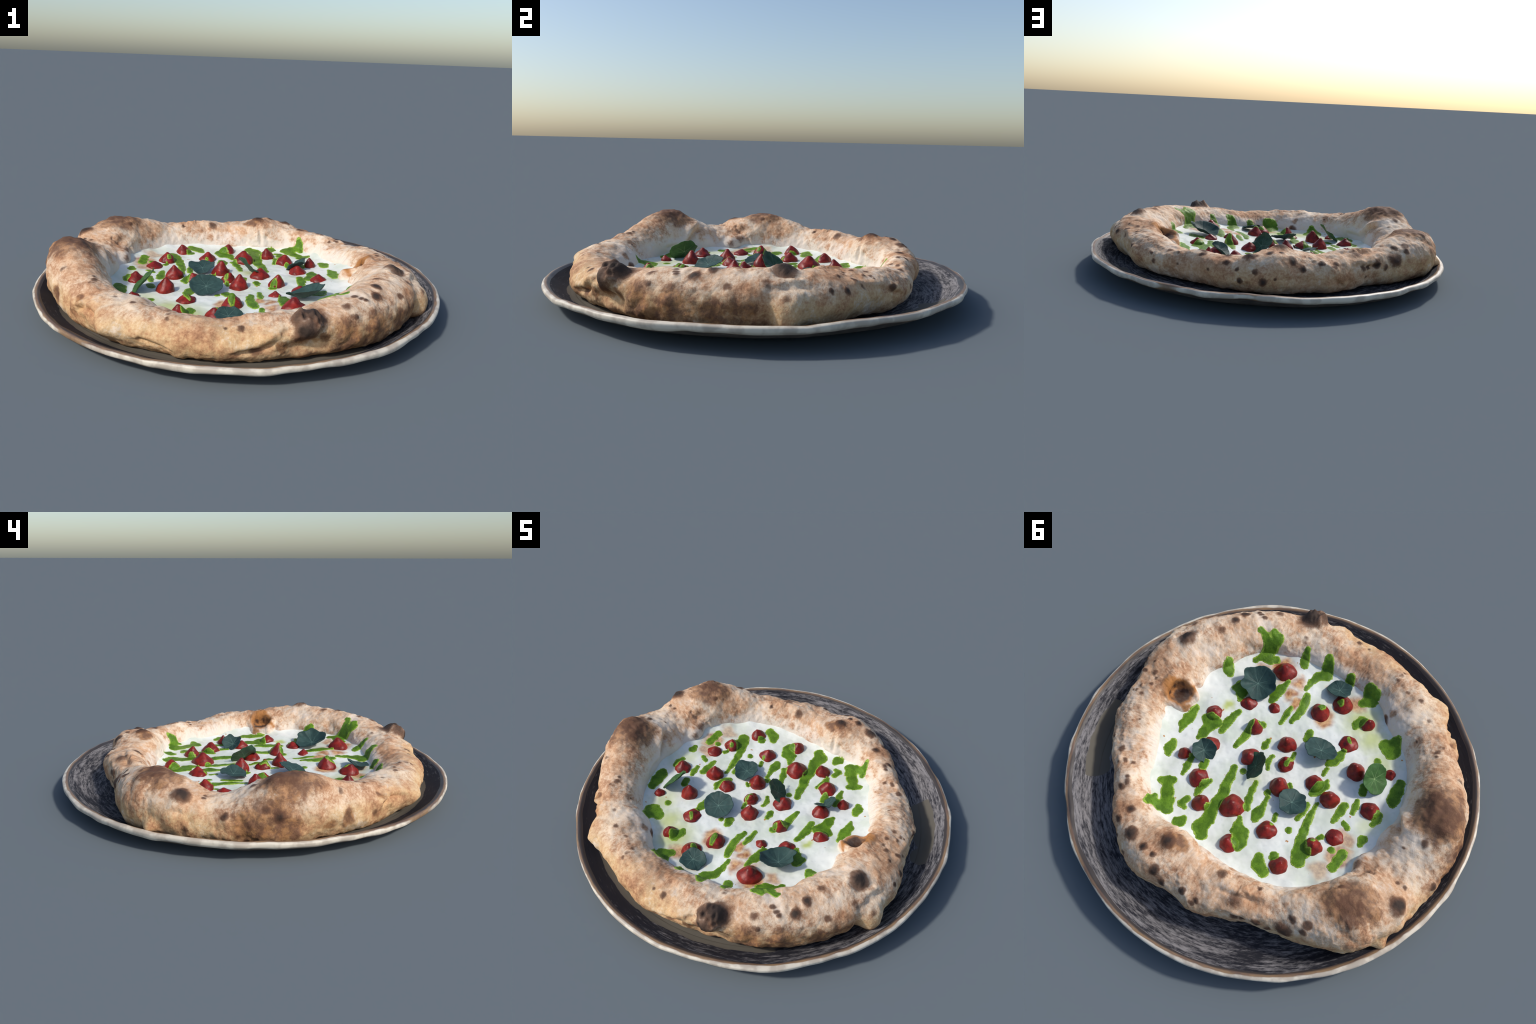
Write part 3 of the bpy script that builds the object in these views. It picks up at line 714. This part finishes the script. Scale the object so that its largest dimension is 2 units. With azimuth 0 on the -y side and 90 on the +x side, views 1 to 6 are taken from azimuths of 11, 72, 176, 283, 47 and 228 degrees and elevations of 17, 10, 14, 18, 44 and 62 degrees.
def build_plate():
    plate = bpy.data.objects.new("serving_plate", None)
    bpy.context.scene.collection.objects.link(plate)
    well = dense([(0.0, 0.030, 0, 0), (0.40, 0.030, 0, 0), (0.80, 0.030, 0, 0), (0.862, 0.034, 0.1, 0), (0.90, 0.049, 0.4, 0), (0.935, 0.072, 0.8, 0), (0.962, 0.089, 1, 0)])
    lip = dense([(0.962, 0.089, 1, 0), (0.976, 0.0960, 1, 0), (0.989, 0.0950, 1, 0), (0.996, 0.089, 1, 0), (0.995, 0.076, 1, 0.5), (0.985, 0.066, 1, 1), (0.974, 0.061, 1, 0.6)], 6)
    foot = dense([(0.974, 0.061, 1, 0.6), (0.950, 0.049, 0.8, 0.2), (0.91, 0.029, 0.4, 0), (0.86, 0.014, 0.1, 0), (0.80, 0.006, 0, 0), (0.60, 0.006, 0, 0), (0.0, 0.006, 0, 0)])
    for name, prof, mat in (("dish", well, dish_material()), ("rim", lip, lip_material()), ("foot", foot, foot_material())):
        P = plate_ring(prof, 1.0 if name == "foot" else 0.0)
        if name == "dish":
            P[:, 0] = P[:, 0].mean(0)
        add(name, mesh_from(name, P, grid_faces(len(P), P.shape[1])[:, ::-1], mat, flip=True), plate)
    plate["label"] = "round shallow stoneware plate with dark brushed glaze and pale worn rim"
    plate["category"] = "plate"
    return plate


# -------------------------------------------------------------------- pizza
def build_cheese():
    nr, nt = 150, 540
    th = np.arange(nt) / nt * TAU
    edge = periodic(CRUST[:, 3], th) + 0.035
    s = np.linspace(0.004, 1, nr)
    r = edge[:, None] * s[None, :]
    x, y = r * np.cos(th)[:, None], r * np.sin(th)[:, None]
    P = np.stack([x, y, 0 * x], -1)
    z = cheese_height(x, y) + 0.0035 * fractal(P, 9.0, 3, 2) + 0.0008 * fractal(P, 40.0, 2, 6)
    z = z + (0.016 + 0.012 * noise(np.stack([np.cos(th), np.sin(th), 0 * th], -1), 9.0, 31))[:, None] * smoothstep(0.84, 1.0, s)[None, :]
    for cx, cy, reach, up in ((0.02, -0.55, 0.15, -0.014), (0.47, -0.03, 0.07, 0.012), (0.25, -0.36, 0.09, 0.010), (0.30, -0.33, 0.05, 0.006)):
        z = z + up * np.exp(-((x - cx) ** 2 + (y - cy) ** 2) / reach ** 2)
    P[..., 2] = z
    F = [tuple(f) for f in grid_faces(nt, nr)]
    F.append(tuple(i * nr for i in range(nt))[::-1])
    return P, F


def dollop(R, h, lean, seed):
    """A piped kiss of sauce: broad foot, hollow flank, leaning tip."""
    prof = dense([(1.0, -0.35), (1.04, -0.05), (1.00, 0.16), (0.84, 0.38), (0.58, 0.60), (0.35, 0.80), (0.20, 0.94), (0.09, 0.99), (0.0, 1.0)], 5)
    nt = 44
    th = np.arange(nt) / nt * TAU
    P = np.stack([prof[None, :, 0] * np.cos(th)[:, None], prof[None, :, 0] * np.sin(th)[:, None], prof[None, :, 1] + 0 * th[:, None]], -1)
    k = 1 + 0.14 * noise(P + seed * 3.7, 1.3, seed) + 0.05 * noise(P + seed * 3.7, 3.0, seed)
    P[..., 0] *= R * k
    P[..., 1] *= R * k
    t = np.clip(P[..., 2], 0, 1) ** 1.6
    P[..., 0] += lean[0] * t
    P[..., 1] += lean[1] * t
    P[..., 2] *= h
    P += 0.0022 * noise(P + seed, 40.0, seed)[..., None]
    return P, grid_faces(nt, P.shape[1])


def leaf_mesh(R, cup, wavy, seed, mat):
    nt, nr, lobes = 144, 22, 8
    th = np.arange(nt) / nt * TAU
    ring = np.stack([np.cos(th), np.sin(th), 0 * th + seed], -1)
    out = R * (0.925 + 0.060 * np.abs(np.cos(th * lobes / 2 + math.pi / 2)) ** 0.7) * (1 + 0.14 * noise(ring, 1.9, seed))
    s = np.linspace(0.02, 1, nr)
    r = out[:, None] * s
    x, y = r * np.cos(th)[:, None], r * np.sin(th)[:, None]
    P = np.stack([x, y, 0 * x], -1)
    z = cup * R * (s[None, :] ** 2) * (1 + 0.5 * np.cos(2 * th + seed)[:, None]) + wavy * R * noise(P / R + seed, 2.2, seed) * s[None, :] ** 2
    z = z + 0.16 * np.abs(x * math.cos(seed) + y * math.sin(seed)) - 0.06 * R
    z = z - 0.02 * R * np.exp(-(np.abs(((th * lobes / TAU) % 1) - 0.5) / 0.10) ** 2)[:, None] * s[None, :]
    top = np.stack([x, y, z], -1)
    thick = 0.0026
    bot = top - np.array([0, 0, thick])
    both = np.concatenate([top, bot[:, ::-1]], 1)
    F = [tuple(f) for f in grid_faces(nt, both.shape[1])]
    m = both.shape[1]
    F.append(tuple(i * m for i in range(nt))[::-1])
    F.append(tuple(i * m + m - 1 for i in range(nt)))
    return mesh_from("leaf", both, F, mat), top


def drape(strokes, tree, mats, seed, res=0.0034, thick=0.0024):
    """A puddle of sauce made of brushed strokes (x, y, half width), laid on what is below."""
    pts = [p for s in strokes for p in s]
    lo = np.min([(p[0] - p[2], p[1] - p[2]) for p in pts], 0) - 0.012
    hi = np.max([(p[0] + p[2], p[1] + p[2]) for p in pts], 0) + 0.012
    nx, ny = (np.ceil((hi - lo) / res)).astype(int) + 1
    X, Y = np.meshgrid(lo[0] + np.arange(nx) * res, lo[1] + np.arange(ny) * res, indexing="ij")
    d = np.full(X.shape, 9.0)
    wide = np.full(X.shape, 0.01)
    for s in strokes:
        segs = list(zip(s[:-1], s[1:])) if len(s) > 1 else [(s[0], s[0])]
        for a, b in segs:
            ax, ay, bx, by = a[0], a[1], b[0], b[1]
            L = (bx - ax) ** 2 + (by - ay) ** 2
            t = np.clip(((X - ax) * (bx - ax) + (Y - ay) * (by - ay)) / L, 0, 1) if L > 0 else 0 * X
            w = a[2] + (b[2] - a[2]) * t
            e = np.hypot(X - ax - t * (bx - ax), Y - ay - t * (by - ay)) - w
            k = 0.010
            h = np.clip(0.5 + 0.5 * (d - e) / k, 0, 1)
            wide = np.where(e < d, w, wide)
            d = np.where(d > 8, e, d * (1 - h) + e * h - k * h * (1 - h))
    Q = np.stack([X, Y, 0 * X], -1)
    d = d + 0.0035 * noise(Q, 45.0, seed) + 0.0015 * noise(Q, 110.0, seed + 1)
    inside = smoothstep(0.0, 1.0, np.clip(-d / np.maximum(wide, 0.008), 0, 1)) ** 0.5
    h = thick * inside * (1 + 0.20 * noise(Q, 60.0, seed + 2)) + 0.0004 * noise(Q, 150.0, seed + 3) * (d < 0) + np.where(d < 0, 0.0007, -0.004)
    near = d < res * 1.5
    index, V = -np.ones(X.shape, int), []
    for i, j in zip(*np.nonzero(near)):
        hit = tree.ray_cast(Vector((X[i, j], Y[i, j], 0.8)), Vector((0, 0, -1)))
        if hit[0] is None:
            continue
        up = (hit[1] if hit[1].z > 0 else -hit[1]).normalized()
        p = hit[0] + Vector((0, 0, 1)).lerp(up, 0.75).normalized() * h[i, j]
        index[i, j] = len(V)
        V.append(p)
    F, slot = [], []
    thin = d + 0.0020 * noise(Q, 80.0, seed + 6)
    for i in range(nx - 1):
        for j in range(ny - 1):
            q = (index[i, j], index[i + 1, j], index[i + 1, j + 1], index[i, j + 1])
            if min(q) >= 0:
                zs = [V[k].z for k in q]
                if max(zs) - min(zs) < 0.03:
                    F.append(q)
                    slot.append(1 if max(thin[i, j], thin[i + 1, j + 1]) > -0.0045 else 0)
    me = mesh_from("herb_sauce_drizzle", np.array(V), F, mats[0])
    me.materials.append(mats[1])
    if len(me.polygons) == len(slot):
        me.polygons.foreach_set("material_index", slot)
    return me


def build_pizza():
    pizza = bpy.data.objects.new("pizza", None)
    bpy.context.scene.collection.objects.link(pizza)

    CP = build_crust()
    cf = grid_faces(CP.shape[0], CP.shape[1], True, True)
    crust = add("crust", mesh_from("crust", CP, cf, crust_material(), flip=True), pizza)
    HP, hf = build_cheese()
    add("cheese", mesh_from("cheese", HP, hf, cheese_material()), pizza)

    V = [Vector(p) for p in CP.reshape(-1, 3)]
    F = [tuple(int(i) for i in f) for f in cf]
    base = len(V)
    V += [Vector(p) for p in HP.reshape(-1, 3)]
    F += [tuple(int(i) + base for i in f) for f in hf]
    ground = BVHTree.FromPolygons(V, F)

    red = tomato_material()
    for k, (x, y, R, h, lx, ly) in enumerate(DOLLOPS):
        P, f = dollop(R, h, (lx, ly), k + 1)
        h = max(0.020, 0.58 * h)
        hit = ground.ray_cast(Vector((x, y, 0.8)), Vector((0, 0, -1)))
        P = P + np.array([x, y, hit[0].z])
        add("tomato_dollop", mesh_from("tomato_dollop", P, f, red, flip=True), pizza)
        base = len(V)
        V += [Vector(p) for p in P.reshape(-1, 3)]
        F += [tuple(int(i) + base for i in q) for q in f]
    table = BVHTree.FromPolygons(V, F)

    green = [pesto_material("herb_sauce", srgb(76, 110, 24), srgb(102, 140, 34)), pesto_material("thin_herb_sauce", srgb(126, 158, 46), srgb(154, 178, 74))]
    for k, strokes in enumerate(DRIZZLES):
        add("herb_sauce_drizzle", drape(strokes, table, green, 40 + k), pizza)

    mats = {"blue": leaf_material("dark_leaf", srgb(62, 88, 84), srgb(120, 150, 138), 0.55),
            "green": leaf_material("bright_leaf", srgb(78, 118, 66), srgb(170, 200, 140), 0.55),
            "mid": leaf_material("mid_leaf", srgb(60, 90, 68), srgb(120, 150, 120), 0.45)}
    for k, (x, y, z, nx, ny, R, spin, cup, wavy, kind) in enumerate(LEAVES):
        me, _ = leaf_mesh(R, cup, wavy, k + 1, mats[kind])
        ob = add("leaf", me, pizza)
        ob.matrix_world = Matrix.Translation((x, y, z)) @ Vector((nx, ny, 1)).to_track_quat("Z", "Y").to_matrix().to_4x4() @ Matrix.Rotation(spin, 4, "Z")
    pizza["label"] = "round pizza with puffy charred crust, white cheese, tomato and herb sauce"
    pizza["category"] = "pizza"
    return pizza


build_plate()
build_pizza()
